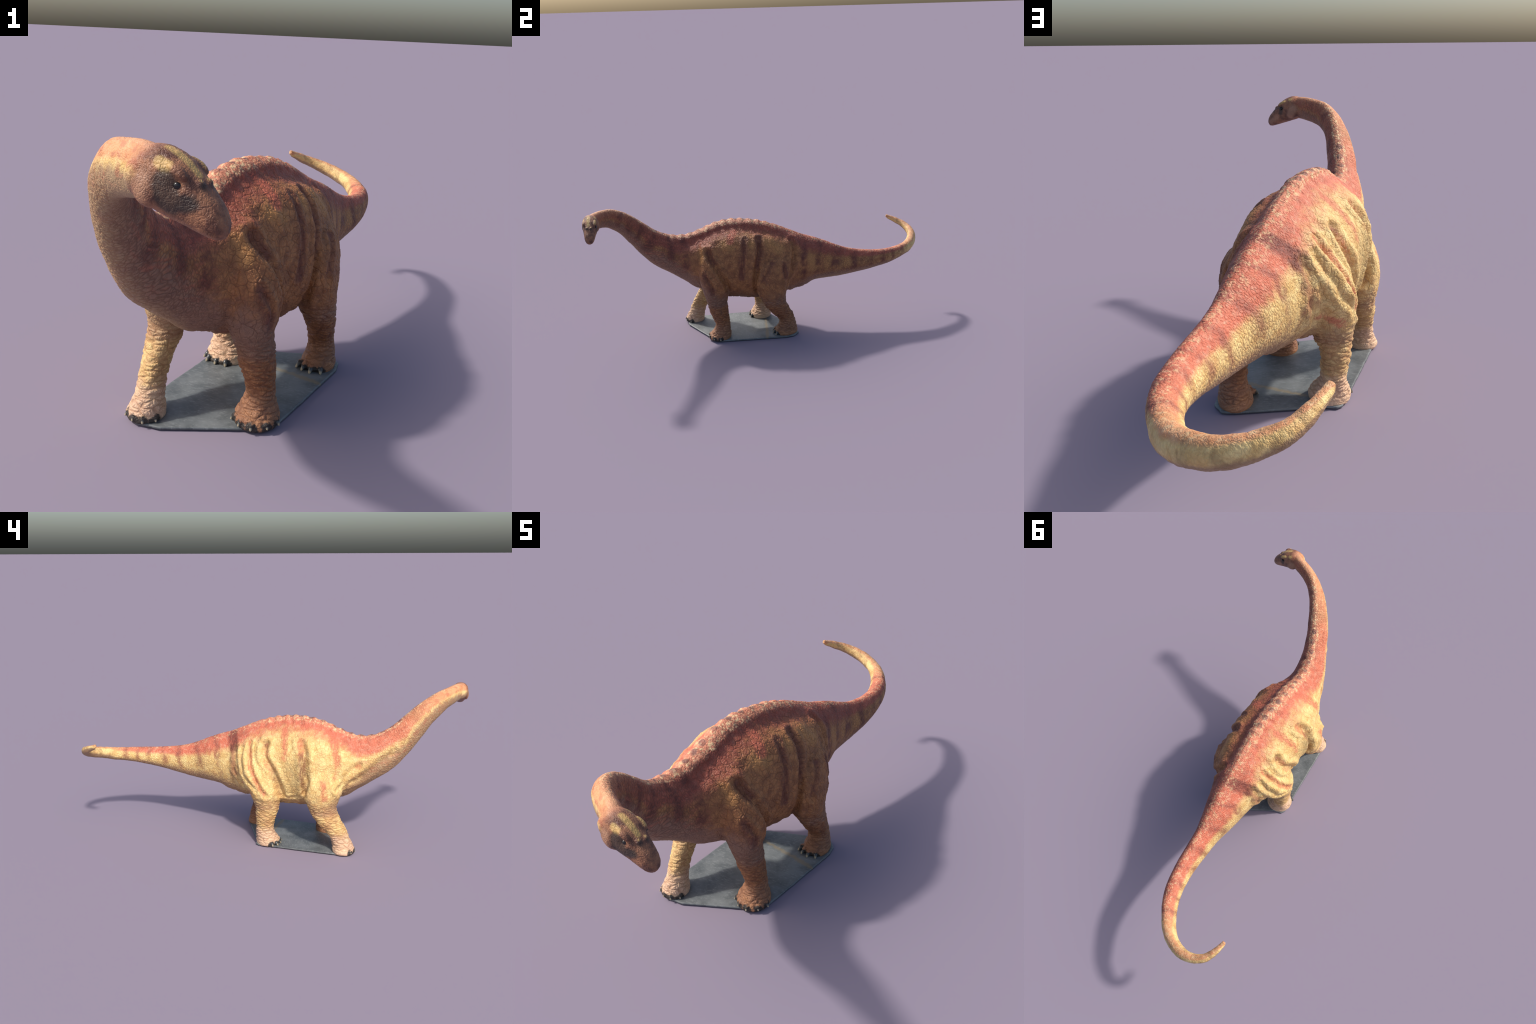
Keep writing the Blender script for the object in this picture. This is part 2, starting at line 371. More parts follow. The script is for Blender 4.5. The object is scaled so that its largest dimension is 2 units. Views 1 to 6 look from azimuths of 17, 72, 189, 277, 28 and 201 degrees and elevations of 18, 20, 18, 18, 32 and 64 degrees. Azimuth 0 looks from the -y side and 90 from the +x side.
# ------------------------------------------- node fields shared by mesh and paint
class Field:
    """Small vocabulary of nodes that exist both in materials and in geometry nodes."""
    def __init__(self, tree):
        self.t = tree

    def node(self, kind, **kw):
        n = self.t.nodes.new(kind)
        for k, v in kw.items():
            setattr(n, k, v)
        return n

    def put(self, sock, v):
        if isinstance(v, bpy.types.NodeSocket):
            self.t.links.new(v, sock)
        elif v is not None:
            sock.default_value = v

    def math(self, op, a, b=None, c=None, clamp=False):
        n = self.node("ShaderNodeMath", operation=op)
        for i, v in enumerate((a, b, c)):
            self.put(n.inputs[i], v)
        if not clamp:
            return n.outputs[0]
        k = self.node("ShaderNodeClamp"); self.put(k.inputs[0], n.outputs[0])
        return k.outputs[0]

    def vec(self, op, a, b=None, scale=None):
        n = self.node("ShaderNodeVectorMath", operation=op)
        self.put(n.inputs[0], a); self.put(n.inputs[1], b)
        if scale is not None:
            self.put(n.inputs["Scale"], scale)
        return n.outputs["Value"] if op in ("LENGTH", "DOT_PRODUCT", "DISTANCE") else n.outputs["Vector"]

    def xyz(self, v):
        n = self.node("ShaderNodeSeparateXYZ"); self.put(n.inputs[0], v)
        return n.outputs

    def combine(self, x, y, z):
        n = self.node("ShaderNodeCombineXYZ")
        for i, v in enumerate((x, y, z)):
            self.put(n.inputs[i], v)
        return n.outputs[0]

    def noise(self, v, scale, detail=3.0, rough=0.55, colour=False):
        n = self.node("ShaderNodeTexNoise"); self.put(n.inputs["Vector"], v)
        n.inputs["Scale"].default_value = scale; n.inputs["Detail"].default_value = detail
        n.inputs["Roughness"].default_value = rough
        if not colour:
            return n.outputs[0]
        k = self.node("ShaderNodeSeparateColor" if self.t.bl_idname == "ShaderNodeTree" else "FunctionNodeSeparateColor")
        self.put(k.inputs[0], n.outputs["Color"])
        return self.combine(*k.outputs[:3])

    def cells(self, v, scale, feature="DISTANCE_TO_EDGE"):
        n = self.node("ShaderNodeTexVoronoi", feature=feature); self.put(n.inputs["Vector"], v)
        n.inputs["Scale"].default_value = scale
        return n.outputs["Distance"]

    def step(self, v, a, b, lo=0.0, hi=1.0):
        n = self.node("ShaderNodeMapRange", interpolation_type="SMOOTHSTEP")
        self.put(n.inputs["Value"], v)
        if a > b:
            a, b, lo, hi = b, a, hi, lo
        for k, q in (("From Min", a), ("From Max", b), ("To Min", lo), ("To Max", hi)):
            n.inputs[k].default_value = q
        return n.outputs["Result"]

    def curve(self, v, xs, ys):
        """Piecewise curve; v and ys in their own units."""
        xs, ys = np.asarray(xs, float), np.asarray(ys, float)
        x0, x1, y0, y1 = xs.min(), xs.max(), ys.min(), ys.max() + 1e-6
        n = self.node("ShaderNodeFloatCurve")
        u = self.math("DIVIDE", self.math("SUBTRACT", v, float(x0)), float(x1 - x0), clamp=True)
        self.put(n.inputs["Value"], u)
        c = n.mapping.curves[0]
        pts = list(zip((xs - x0) / (x1 - x0), (ys - y0) / (y1 - y0)))
        c.points[0].location = pts[0]; c.points[1].location = pts[-1]
        for q in pts[1:-1]:
            c.points.new(*q)
        n.mapping.update()
        return self.math("MULTIPLY_ADD", n.outputs[0], float(y1 - y0), float(y0))

    def mix(self, f, a, b):
        """float mix"""
        n = self.node("ShaderNodeMix", data_type="FLOAT")
        self.put(n.inputs[0], f); self.put(n.inputs[2], a); self.put(n.inputs[3], b)
        return n.outputs[0]

    def tint(self, f, a, b):
        n = self.node("ShaderNodeMix", data_type="RGBA")
        self.put(n.inputs[0], f)
        for s, v in ((n.inputs[6], a), (n.inputs[7], b)):
            self.put(s, (*v, 1.0) if isinstance(v, tuple) and len(v) == 3 else v)
        return n.outputs[2]

    def capsule(self, p, a, b, r):
        """distance to a rod minus its radius"""
        ba = np.array(b) - np.array(a)
        pa = self.vec("SUBTRACT", p, tuple(map(float, a)))
        if np.linalg.norm(ba) < 1e-6:
            return self.math("SUBTRACT", self.vec("LENGTH", pa), r)
        t = self.math("ADD", self.vec("DOT_PRODUCT", pa, tuple(map(float, ba / (ba @ ba)))), 0.0, clamp=True)
        on = self.vec("SCALE", tuple(map(float, ba)), scale=t)
        return self.math("SUBTRACT", self.vec("LENGTH", self.vec("SUBTRACT", pa, on)), r)

    def rods(self, p, rods):
        out = None
        for a, b, r in rods:
            d = self.capsule(p, a, b, r)
            out = d if out is None else self.math("MINIMUM", out, d)
        return out

_rings, _st, _down, _side = trunk_rings(120, 8)
_top = _st[:, :3]
_use = (_top[:, 1] > -0.93) & (_top[:, 1] < 0.86) & (np.arange(120) < 105)
_mono = np.nonzero(_use)[0]
STATION = _top[_mono]
_h = _st[_mono, 3]
_mid = STATION + _down[_mono] * (_h / 2)[:, None]
_zt_mid = np.interp(_mid[:, 1], STATION[:, 1], STATION[:, 2])
_lean = np.clip((_mid[:, 1] - STATION[:, 1]) / np.minimum(_mid[:, 2] - _zt_mid, -0.01), -0.2, 0.9)
_pick = np.unique(np.linspace(0, len(_mono) - 1, 18).astype(int))
PATH = dict(y=STATION[_pick, 1], z=STATION[_pick, 2], x=STATION[_pick, 0] - _st[_mono[_pick], 5] * 0.5,
            drop=_h[_pick] * -_down[_mono[_pick], 2], ym=np.sort(_mid[_pick, 1]), lean=_lean[_pick])

def body_frame(F, p):
    """station along the back, drop below it (m), drop as share of the depth, offset from the midline"""
    o = F.xyz(p)
    x, y, z = o[0], o[1], o[2]
    zt = F.curve(y, PATH["y"], PATH["z"])
    k = F.curve(y, PATH["ym"], PATH["lean"])
    y0 = F.math("SUBTRACT", y, F.math("MULTIPLY", k, F.math("SUBTRACT", z, zt)))
    zt0 = F.curve(y0, PATH["y"], PATH["z"])
    drop = F.math("SUBTRACT", zt0, z)
    share = F.math("DIVIDE", drop, F.curve(y0, PATH["y"], PATH["drop"]))
    # the curled end runs along x, so it gets its own top line
    tip = F.step(y, 0.85, 0.90)
    zt1 = F.curve(x, [-0.17, -0.123, -0.08, -0.026, 0.042, 0.106], [0.527, 0.506, 0.491, 0.476, 0.457, 0.438])
    share = F.mix(tip, share, F.math("DIVIDE", F.math("SUBTRACT", zt1, z), F.curve(x, [-0.17, -0.08, 0.0, 0.1], [0.02, 0.041, 0.052, 0.064])))
    side = F.math("SUBTRACT", x, F.curve(y0, PATH["y"], PATH["x"]))
    return dict(x=x, y=y, z=z, y0=y0, drop=drop, share=share, side=side, tip=tip)

def skin_relief(F, p):
    """height of the wrinkled hide in metres, and how deep in a crease a point lies (0..1)"""
    b = body_frame(F, p)
    wob = F.vec("SCALE", F.vec("SUBTRACT", F.noise(p, 26.0, 2.0, colour=True), (0.5, 0.5, 0.5)), scale=0.016)
    pw = F.vec("ADD", p, wob)
    q = F.xyz(pw)
    wy = F.math("ADD", b["y0"], F.math("MULTIPLY", F.math("SUBTRACT", F.noise(p, 30.0, 2.0), 0.5), 0.012))
    leg = F.step(b["z"], 0.30, 0.22)
    crest = F.math("MULTIPLY", F.step(b["drop"], 0.05, 0.02), F.step(b["y"], -0.60, -0.50))
    ring = F.math("MAXIMUM", F.step(b["y0"], -0.38, -0.50), F.step(b["y0"], 0.20, 0.32))
    ring = F.math("MAXIMUM", F.math("MULTIPLY", ring, F.math("MULTIPLY", F.step(b["z"], 0.22, 0.27), F.step(b["y"], 0.90, 0.85))), crest)
    # net of thin creases on flank and shoulder: two sets of long cells that cross
    c1 = F.combine(F.math("MULTIPLY", q[0], 40.0), F.math("MULTIPLY_ADD", q[1], 62.0, F.math("MULTIPLY", q[2], 14.0)), F.math("MULTIPLY", q[2], 32.0))
    c2 = F.combine(F.math("MULTIPLY", q[0], 44.0), F.math("MULTIPLY_ADD", q[1], 40.0, F.math("MULTIPLY", q[2], -34.0)), F.math("MULTIPLY_ADD", q[2], 44.0, F.math("MULTIPLY", q[1], 24.0)))
    plate = F.cells(c1, 1.0)
    small = F.cells(pw, 115.0)
    vary = F.noise(p, 14.0, 2.0)
    plate_c = F.math("MULTIPLY", F.step(plate, 0.085, 0.0), F.step(vary, 0.62, 0.40, 0.35, 1.0))
    cross_c = F.math("MULTIPLY", F.step(F.cells(c2, 1.0), 0.085, 0.0), F.step(vary, 0.38, 0.58, 0.35, 1.0))
    small_c = F.math("MULTIPLY", F.step(small, 0.16, 0.0), 0.40)
    hide_c = F.math("MAXIMUM", F.math("MAXIMUM", plate_c, cross_c), small_c)
    # ring wrinkles of neck, tail and crest
    rv = F.combine(F.math("MULTIPLY", q[0], 78.0), F.math("MULTIPLY", wy, 150.0), F.math("MULTIPLY", b["drop"], 72.0))
    ring_c = F.step(F.cells(rv, 1.0), 0.22, 0.0)
    # stacked folds of the legs
    lv = F.combine(F.math("MULTIPLY", q[0], 24.0), F.math("MULTIPLY", q[1], 24.0), F.math("MULTIPLY", q[2], 82.0))
    fold_d = F.cells(lv, 1.0)
    fold_c = F.step(fold_d, 0.22, 0.0)
    leg_c = F.math("MAXIMUM", fold_c, F.math("MULTIPLY", F.step(small, 0.20, 0.0), 0.5))
    crease = F.mix(leg, F.mix(ring, hide_c, ring_c), leg_c)
    deep = F.mix(leg, F.mix(ring, 0.0022, 0.0012), 0.0030)
    # soft plates between the creases, slow lumps
    puff = F.mix(leg, F.mix(ring, F.step(plate, 0.0, 0.5, 0.25, 0.75), 0.5), F.step(fold_d, 0.0, 0.5))
    lump = F.math("MULTIPLY", F.math("SUBTRACT", F.noise(p, 22.0, 3.0), 0.5), 0.007)
    knob = F.math("MULTIPLY", F.math("SINE", F.math("MULTIPLY", b["y0"], 6.2832 / 0.047)), F.step(F.noise(p, 18.0, 2.0), 0.30, 0.65, 0.0010, 0.0036))
    knob = F.math("MULTIPLY", knob, F.math("MULTIPLY", crest, F.step(b["y"], 0.12, -0.02)))
    # skull and soles stay smoother
    calm = F.math("MULTIPLY", F.step(b["y"], -0.93, -0.87), F.step(b["z"], 0.012, 0.04))
    crease = F.math("MULTIPLY", crease, F.mix(b["tip"], 1.0, 0.35))
    hgt = F.math("MULTIPLY", F.math("SUBTRACT", F.math("MULTIPLY", puff, 0.5), crease), deep)
    hgt = F.math("ADD", F.math("ADD", hgt, F.math("MULTIPLY", lump, F.math("ADD", F.mix(ring, 1.0, 0.45), F.math("MULTIPLY", b["tip"], 0.5)))), knob)
    return F.math("MULTIPLY", hgt, F.mix(calm, 0.30, 1.0)), crease, b, pw, calm

def relief_group():
    t = bpy.data.node_groups.new("hide_relief", "GeometryNodeTree")
    t.interface.new_socket("Geometry", in_out="INPUT", socket_type="NodeSocketGeometry")
    t.interface.new_socket("Geometry", in_out="OUTPUT", socket_type="NodeSocketGeometry")
    F = Field(t)
    gi, go = F.node("NodeGroupInput"), F.node("NodeGroupOutput")
    hgt = skin_relief(F, F.node("GeometryNodeInputPosition").outputs[0])[0]
    sp = F.node("GeometryNodeSetPosition")
    t.links.new(gi.outputs[0], sp.inputs["Geometry"])
    t.links.new(F.vec("SCALE", F.node("GeometryNodeInputNormal").outputs[0], scale=hgt), sp.inputs["Offset"])
    t.links.new(sp.outputs[0], go.inputs[0])
    return t

# --------------------------------------------------------------- materials
def new_material(name):
    mt = bpy.data.materials.new(name); mt.use_nodes = True
    t = mt.node_tree
    b = t.nodes["Principled BSDF"]
    return mt, Field(t), b

YELLOW, TAN, ORANGE = (0.900, 0.680, 0.300), (0.730, 0.480, 0.180), (0.700, 0.370, 0.150)
OLIVE = (0.430, 0.295, 0.120)
RUSSET, UMBER = (0.430, 0.180, 0.066), (0.270, 0.105, 0.042)  # ochre darkened and reddened for the flank turned from the sun
RED, ROSE, MAROON = (0.600, 0.155, 0.090), (0.720, 0.360, 0.240), (0.130, 0.036, 0.028)
PINK, BROWN, SOOT = (0.740, 0.500, 0.380), (0.250, 0.150, 0.112), (0.022, 0.024, 0.024)

# dark and red streaks on the flanks: rods lying on the hide
DARK_RODS = [
    ((0.109, -0.140, 0.583), (0.157, -0.168, 0.477), 0.010), ((0.157, -0.168, 0.477), (0.151, -0.181, 0.377), 0.008),
    ((0.119, -0.063, 0.585), (0.165, -0.077, 0.501), 0.011), ((0.165, -0.077, 0.501), (0.174, -0.094, 0.43), 0.006),
    ((0.194, -0.010, 0.450), (0.205, -0.060, 0.366), 0.009), ((0.208, 0.058, 0.443), (0.218, 0.061, 0.369), 0.007),
    ((0.075, -0.345, 0.520), (0.110, -0.330, 0.470), 0.009), ((0.114, -0.381, 0.400), (0.133, -0.345, 0.300), 0.008),
    ((-0.189, -0.172, 0.516), (-0.200, -0.176, 0.390), 0.010), ((-0.200, -0.176, 0.390), (-0.190, -0.186, 0.320), 0.006),
    ((-0.106, 0.017, 0.545), (-0.112, 0.018, 0.535), 0.006), ((0.033, 0.207, 0.550), (-0.029, 0.191, 0.505), 0.020),
    ((-0.165, -0.020, 0.415), (-0.163, -0.050, 0.335), 0.003),
]
RED_RODS = [
    ((-0.112, 0.018, 0.535), (-0.145, 0.019, 0.473), 0.008), ((-0.145, 0.019, 0.473), (-0.168, -0.025, 0.405), 0.007),
    ((-0.150, -0.160, 0.570), (-0.185, -0.170, 0.520), 0.012), ((-0.066, 0.103, 0.532), (-0.142, 0.094, 0.436), 0.004),
    ((-0.142, 0.094, 0.436), (-0.173, 0.058, 0.353), 0.006), ((-0.173, 0.058, 0.353), (-0.176, 0.020, 0.295), 0.004),
    ((-0.069, -0.076, 0.611), (-0.154, -0.080, 0.535), 0.010), ((-0.154, -0.080, 0.535), (-0.180, -0.079, 0.484), 0.005),
    ((-0.102, -0.313, 0.616), (-0.168, -0.331, 0.547), 0.016), ((-0.168, -0.331, 0.547), (-0.204, -0.346, 0.461), 0.010),
    ((-0.223, -0.275, 0.379), (-0.232, -0.286, 0.303), 0.008), ((-0.081, 0.139, 0.315), (-0.142, 0.088, 0.283), 0.007),
    ((0.051, -0.188, 0.618), (0.096, -0.223, 0.573), 0.011), ((-0.183, -0.446, 0.464), (-0.184, -0.440, 0.458), 0.008),
    ((-0.204, -0.346, 0.461), (-0.206, -0.339, 0.402), 0.005),
]
SADDLE_SPOTS = [-0.639, -0.601, -0.560, -0.508, -0.463, -0.410, -0.370, -0.330, -0.269, -0.210, -0.156, -0.108, -0.066]

def skin_material():
    mt, F, bsdf = new_material("painted_hide")
    p = F.node("ShaderNodeTexCoord").outputs["Object"]
    hgt, crease, b, pw, calm = skin_relief(F, p)
    n1 = F.noise(p, 34.0, 4.0, 0.6)
    n2 = F.noise(p, 11.0, 3.0, 0.6)
    ragged = F.vec("ADD", p, F.vec("SCALE", F.vec("SUBTRACT", F.noise(p, 42.0, 4.0, 0.7, colour=True), (0.5, 0.5, 0.5)), scale=0.030))
    rag = F.math("SUBTRACT", F.noise(p, 45.0, 4.0, 0.65), 0.5)
    # ochre ground
    col = F.tint(F.step(n1, 0.35, 0.65), TAN, YELLOW)
    col = F.tint(F.math("MULTIPLY", F.step(n2, 0.5, 0.7), 0.45), col, ORANGE)
    col = F.tint(F.math("MULTIPLY", F.step(F.noise(p, 17.0, 4.0, 0.65), 0.50, 0.70), 0.30), col, OLIVE)
    belly = F.step(F.capsule(ragged, (-0.19, -0.11, 0.46), (-0.18, -0.125, 0.33), 0.035), 0.025, -0.015)  # shading of the right belly between its furrows, tinted into the hide
    col = F.tint(F.math("MULTIPLY", belly, 0.40), col, OLIVE)
    # shade of the sunless left side, painted in as a darker, browner ochre
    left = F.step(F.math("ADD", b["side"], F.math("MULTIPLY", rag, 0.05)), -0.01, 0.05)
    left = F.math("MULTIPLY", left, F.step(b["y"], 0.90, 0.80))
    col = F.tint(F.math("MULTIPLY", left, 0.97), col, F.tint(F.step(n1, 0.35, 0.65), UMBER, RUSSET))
    glow = F.step(F.rods(ragged, [((0.124, -0.010, 0.562), (0.150, 0.040, 0.520), 0.030), ((0.090, -0.110, 0.590), (0.125, -0.110, 0.555), 0.022),
                                  ((0.085, -0.260, 0.560), (0.105, -0.225, 0.545), 0.018), ((0.055, -0.375, 0.530), (0.075, -0.385, 0.480), 0.018),
                                  ((0.160, 0.235, 0.440), (0.165, 0.250, 0.380), 0.022), ((0.165, 0.350, 0.430), (0.170, 0.345, 0.370), 0.020),
                                  ((0.172, 0.465, 0.410), (0.175, 0.455, 0.380), 0.016), ((0.020, -0.500, 0.520), (0.030, -0.490, 0.480), 0.020),
                                  ((-0.020, -0.600, 0.575), (-0.020, -0.595, 0.555), 0.016), ((-0.025, -0.680, 0.640), (-0.02, -0.676, 0.625), 0.013)]), 0.022, -0.012)
    col = F.tint(F.math("MULTIPLY", glow, F.math("MULTIPLY", left, 0.75)), col, (0.540, 0.265, 0.088))
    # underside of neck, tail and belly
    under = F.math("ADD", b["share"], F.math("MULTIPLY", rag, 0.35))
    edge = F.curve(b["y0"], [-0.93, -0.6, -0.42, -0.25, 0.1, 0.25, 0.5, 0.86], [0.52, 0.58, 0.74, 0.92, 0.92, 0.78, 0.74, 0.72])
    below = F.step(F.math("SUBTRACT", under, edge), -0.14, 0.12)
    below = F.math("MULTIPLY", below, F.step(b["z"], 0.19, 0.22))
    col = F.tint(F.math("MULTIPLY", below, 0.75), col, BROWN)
    # red back
    reach = F.curve(b["y0"], [-0.93, -0.75, -0.6, -0.45, -0.3, -0.15, 0.0, 0.12, 0.22, 0.34, 0.45, 0.6, 0.86],
                    [0.35, 0.42, 0.42, 0.28, 0.155, 0.14, 0.135, 0.15, 0.22, 0.24, 0.26, 0.25, 0.12])
    over = F.math("SUBTRACT", F.math("ADD", b["share"], F.math("ADD", F.math("MULTIPLY", rag, 0.14), F.math("MULTIPLY", F.math("SUBTRACT", n2, 0.5), 0.15))), reach)
    back = F.step(over, 0.085, -0.075)
    red = F.tint(F.step(F.noise(p, 55.0, 4.0, 0.7), 0.45, 0.78), RED, ROSE)
    red = F.tint(F.math("MULTIPLY", F.step(F.noise(p, 9.0, 2.0), 0.5, 0.72), 0.35), red, MAROON)
    red = F.tint(F.math("MULTIPLY", left, 0.75), red, (0.230, 0.055, 0.038))  # back's red darkened on the left for the shade there
    thin = F.curve(b["y0"], [-0.93, -0.8, -0.65, -0.45, -0.2, 0.2, 0.7, 0.86], [0.60, 0.62, 0.85, 0.97, 0.98, 0.97, 0.95, 0.6])
    col = F.tint(F.math("MULTIPLY", back, thin), col, red)
    # bands round neck and tail
    bands = [(-0.783, 0.012), (-0.715, 0.013), (-0.665, 0.013), (-0.61, 0.014), (-0.53, 0.013), (-0.46, 0.013),
             (0.205, 0.017), (0.305, 0.012), (0.415, 0.014), (0.52, 0.012), (0.61, 0.010), (0.69, 0.010), (0.75, 0.010), (0.815, 0.009)]
    by = F.math("ADD", b["y0"], F.math("ADD", F.math("MULTIPLY", rag, 0.045), F.math("MULTIPLY", F.math("SUBTRACT", n2, 0.5), 0.05)))
    band = None
    for c, w in bands:
        k = F.step(F.math("ABSOLUTE", F.math("SUBTRACT", by, c)), w * 2.2, w * 0.1)
        band = k if band is None else F.math("MAXIMUM", band, k)
    band = F.math("MULTIPLY", band, F.step(b["share"], 0.85, 0.60))
    band = F.math("MULTIPLY", band, F.math("MAXIMUM", F.step(b["side"], -0.02, 0.01), F.step(b["y0"], -0.3, 0.1)))
    band = F.math("MULTIPLY", band, F.step(F.noise(p, 24.0, 3.0), 0.30, 0.60))
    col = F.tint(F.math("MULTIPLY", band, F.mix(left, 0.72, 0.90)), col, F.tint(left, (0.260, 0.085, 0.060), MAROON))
    patch = F.math("MULTIPLY", b["tip"], F.step(F.noise(p, 26.0, 3.0, 0.6), 0.48, 0.66))
    col = F.tint(F.math("MULTIPLY", patch, 0.55), col, (0.300, 0.180, 0.080))
    shank = F.math("MULTIPLY", F.step(b["z"], 0.30, 0.16), F.step(F.noise(p, 20.0, 4.0, 0.6), 0.35, 0.62, 0.25, 0.75))
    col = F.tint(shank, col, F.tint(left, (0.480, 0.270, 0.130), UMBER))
    run = F.noise(F.combine(F.math("MULTIPLY", b["x"], 70.0), F.math("MULTIPLY", b["y0"], 14.0), F.math("MULTIPLY", b["drop"], 70.0)), 1.0, 3.0)
    run = F.math("MULTIPLY", F.step(run, 0.50, 0.66), F.math("MULTIPLY", F.step(b["y0"], -0.36, -0.50), F.step(b["share"], 0.95, 0.70)))
    col = F.tint(F.math("MULTIPLY", run, 0.5), col, (0.420, 0.130, 0.075))
    # pale fleshy feet
    foot = F.step(F.math("ADD", b["z"], F.math("MULTIPLY", rag, 0.06)), 0.125, 0.075)
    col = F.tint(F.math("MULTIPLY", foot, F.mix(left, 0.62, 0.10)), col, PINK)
    # flank streaks
    streak = F.step(F.noise(F.vec("MULTIPLY", p, (1.0, 3.0, 0.6)), 40.0, 3.0), 0.28, 0.55)
    dark = F.math("MULTIPLY", F.step(F.rods(ragged, DARK_RODS), 0.022, -0.002), F.mix(streak, 0.45, 1.0))
    redst = F.math("MULTIPLY", F.step(F.rods(ragged, RED_RODS), 0.016, -0.001), F.mix(streak, 0.3, 1.0))
    col = F.tint(F.math("MULTIPLY", redst, 0.80), col, RED)
    col = F.tint(F.math("MULTIPLY", dark, 0.78), col, MAROON)
    # dark saddles and pale beads along the crest
    ridge = F.math("MULTIPLY", F.step(b["share"], 0.05, 0.02), F.step(b["y0"], 0.3, 0.1))
    spots = []
    for y in SADDLE_SPOTS:
        c = (float(np.interp(y, PATH["y"], PATH["x"])) , y, float(np.interp(y, PATH["y"], PATH["z"])))
        tx = float(np.interp(y, _top[_mono, 1], _top[_mono, 0]))
        spots.append(((tx, y, c[2]), (tx, y, c[2]), 0.013))
    spot = F.step(F.rods(F.vec("ADD", F.vec("SCALE", p, scale=0.6), F.vec("SCALE", ragged, scale=0.4)), spots), 0.004, -0.003)
    bead = F.math("MULTIPLY", F.step(F.noise(p, 80.0, 2.0), 0.50, 0.64), F.step(b["share"], 0.065, 0.03))
    bead = F.math("MULTIPLY", bead, F.step(b["y0"], -0.95, -0.80))
    rail = F.math("MULTIPLY", F.step(b["share"], 0.055, 0.025), F.step(b["y0"], 0.25, -0.05))
    col = F.tint(F.math("MULTIPLY", rail, 0.35), col, (0.760, 0.400, 0.230))
    col = F.tint(F.math("MULTIPLY", bead, F.mix(rail, 0.45, 0.8)), col, (0.820, 0.600, 0.330))
    col = F.tint(F.math("MULTIPLY", F.math("MULTIPLY", spot, F.step(n1, 0.3, 0.55, 0.35, 1.0)), 0.75), col, (0.120, 0.075, 0.070))
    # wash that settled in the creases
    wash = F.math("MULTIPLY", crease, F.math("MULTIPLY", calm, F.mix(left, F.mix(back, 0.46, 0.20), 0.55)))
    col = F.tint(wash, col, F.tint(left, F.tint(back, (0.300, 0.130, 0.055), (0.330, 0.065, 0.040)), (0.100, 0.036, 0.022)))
    # black round the claws
    toe_rods = [((x, y, 0.008), (x, y, 0.012), 0.018) for _, toes, _c in TOES.values() for x, y in toes]
    toes = F.step(F.rods(ragged, toe_rods), 0.003, -0.003)
    col = F.tint(F.math("MULTIPLY", toes, 0.95), col, SOOT)
    # face
    hp = head_point
    face_d = F.capsule(p, hp(-0.02, 0, 0), hp(0.12, 0, -0.01), 0.0)
    face = F.math("MULTIPLY", F.step(F.vec("DOT_PRODUCT", F.vec("SUBTRACT", p, tuple(map(float, HEAD_O))), tuple(map(float, HEAD_F))), -0.045, -0.015),
                  F.step(face_d, 0.075, 0.060))
    skull = F.tint(F.step(n1, 0.35, 0.65), (0.120, 0.050, 0.034), (0.330, 0.150, 0.080))
    soft = F.vec("ADD", F.vec("SCALE", p, scale=0.75), F.vec("SCALE", ragged, scale=0.25))
    cheek = F.step(F.rods(soft, [(hp(-0.012, 0.042, -0.012), hp(0.012, 0.042, -0.028), 0.014), (hp(0.070, 0.03, -0.008), hp(0.105, 0.022, -0.012), 0.008),
                                 (hp(-0.012, -0.040, -0.004), hp(-0.004, -0.042, -0.028), 0.010)]), 0.010, -0.006)
    skull = F.tint(F.math("MULTIPLY", cheek, 0.7), skull, (0.430, 0.235, 0.145))
    hy = [(hp(-0.012, -0.004, 0.043), hp(0.044, -0.003, 0.036), 0.0075), (hp(-0.004, -0.034, 0.028), hp(0.010, -0.032, 0.028), 0.0095),
          (hp(0.010, 0.030, 0.034), hp(0.032, 0.028, 0.032), 0.0065), (hp(0.056, 0.010, 0.035), hp(0.056, 0.010, 0.035), 0.0035),
          (hp(0.056, -0.010, 0.035), hp(0.056, -0.010, 0.035), 0.0035), (hp(-0.02, 0.026, 0.028), hp(-0.012, 0.028, 0.028), 0.006)]
    gold = F.step(F.rods(soft, hy), 0.0035, -0.0035)
    skull = F.tint(F.math("MULTIPLY", gold, 0.55), skull, (0.740, 0.500, 0.170))
    hk = [(hp(0.034, 0.036, 0.014), hp(0.046, 0.032, 0.0), 0.010), (hp(0.022, -0.042, 0.010), hp(0.040, -0.040, -0.014), 0.020),
          (hp(0.050, -0.036, -0.006), hp(0.066, -0.030, 0.004), 0.013), (hp(*NOSTRILS[0]), hp(*NOSTRILS[0]), 0.0055), (hp(*NOSTRILS[1]), hp(*NOSTRILS[1]), 0.0055)]
    ink = F.step(F.rods(soft, hk), 0.005, -0.005)
    skull = F.tint(F.math("MULTIPLY", ink, 0.78), skull, (0.034, 0.032, 0.029))
    col = F.tint(face, col, skull)
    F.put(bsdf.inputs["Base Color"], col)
    F.put(bsdf.inputs["Roughness"], F.math("MULTIPLY_ADD", n1, 0.22, 0.36))
    bsdf.inputs["Specular IOR Level"].default_value = 0.35
    # fine grain
    grain = F.math("ADD", F.math("MULTIPLY", F.step(F.cells(pw, 210.0), 0.25, 0.0), -0.6), F.noise(p, 260.0, 3.0))
    long = F.cells(F.vec("MULTIPLY", pw, (95.0, 120.0, 95.0)), 1.0)
    grain = F.math("SUBTRACT", grain, F.math("MULTIPLY", F.step(long, 0.12, 0.0), 0.5))
    grain = F.math("SUBTRACT", grain, F.math("MULTIPLY", crease, F.mix(calm, 0.15, 0.7)))
    bump = F.node("ShaderNodeBump")
    bump.inputs["Strength"].default_value = 0.6; bump.inputs["Distance"].default_value = 0.0013
    F.put(bump.inputs["Height"], grain)
    F.put(bsdf.inputs["Normal"], bump.outputs[0])
    return mt

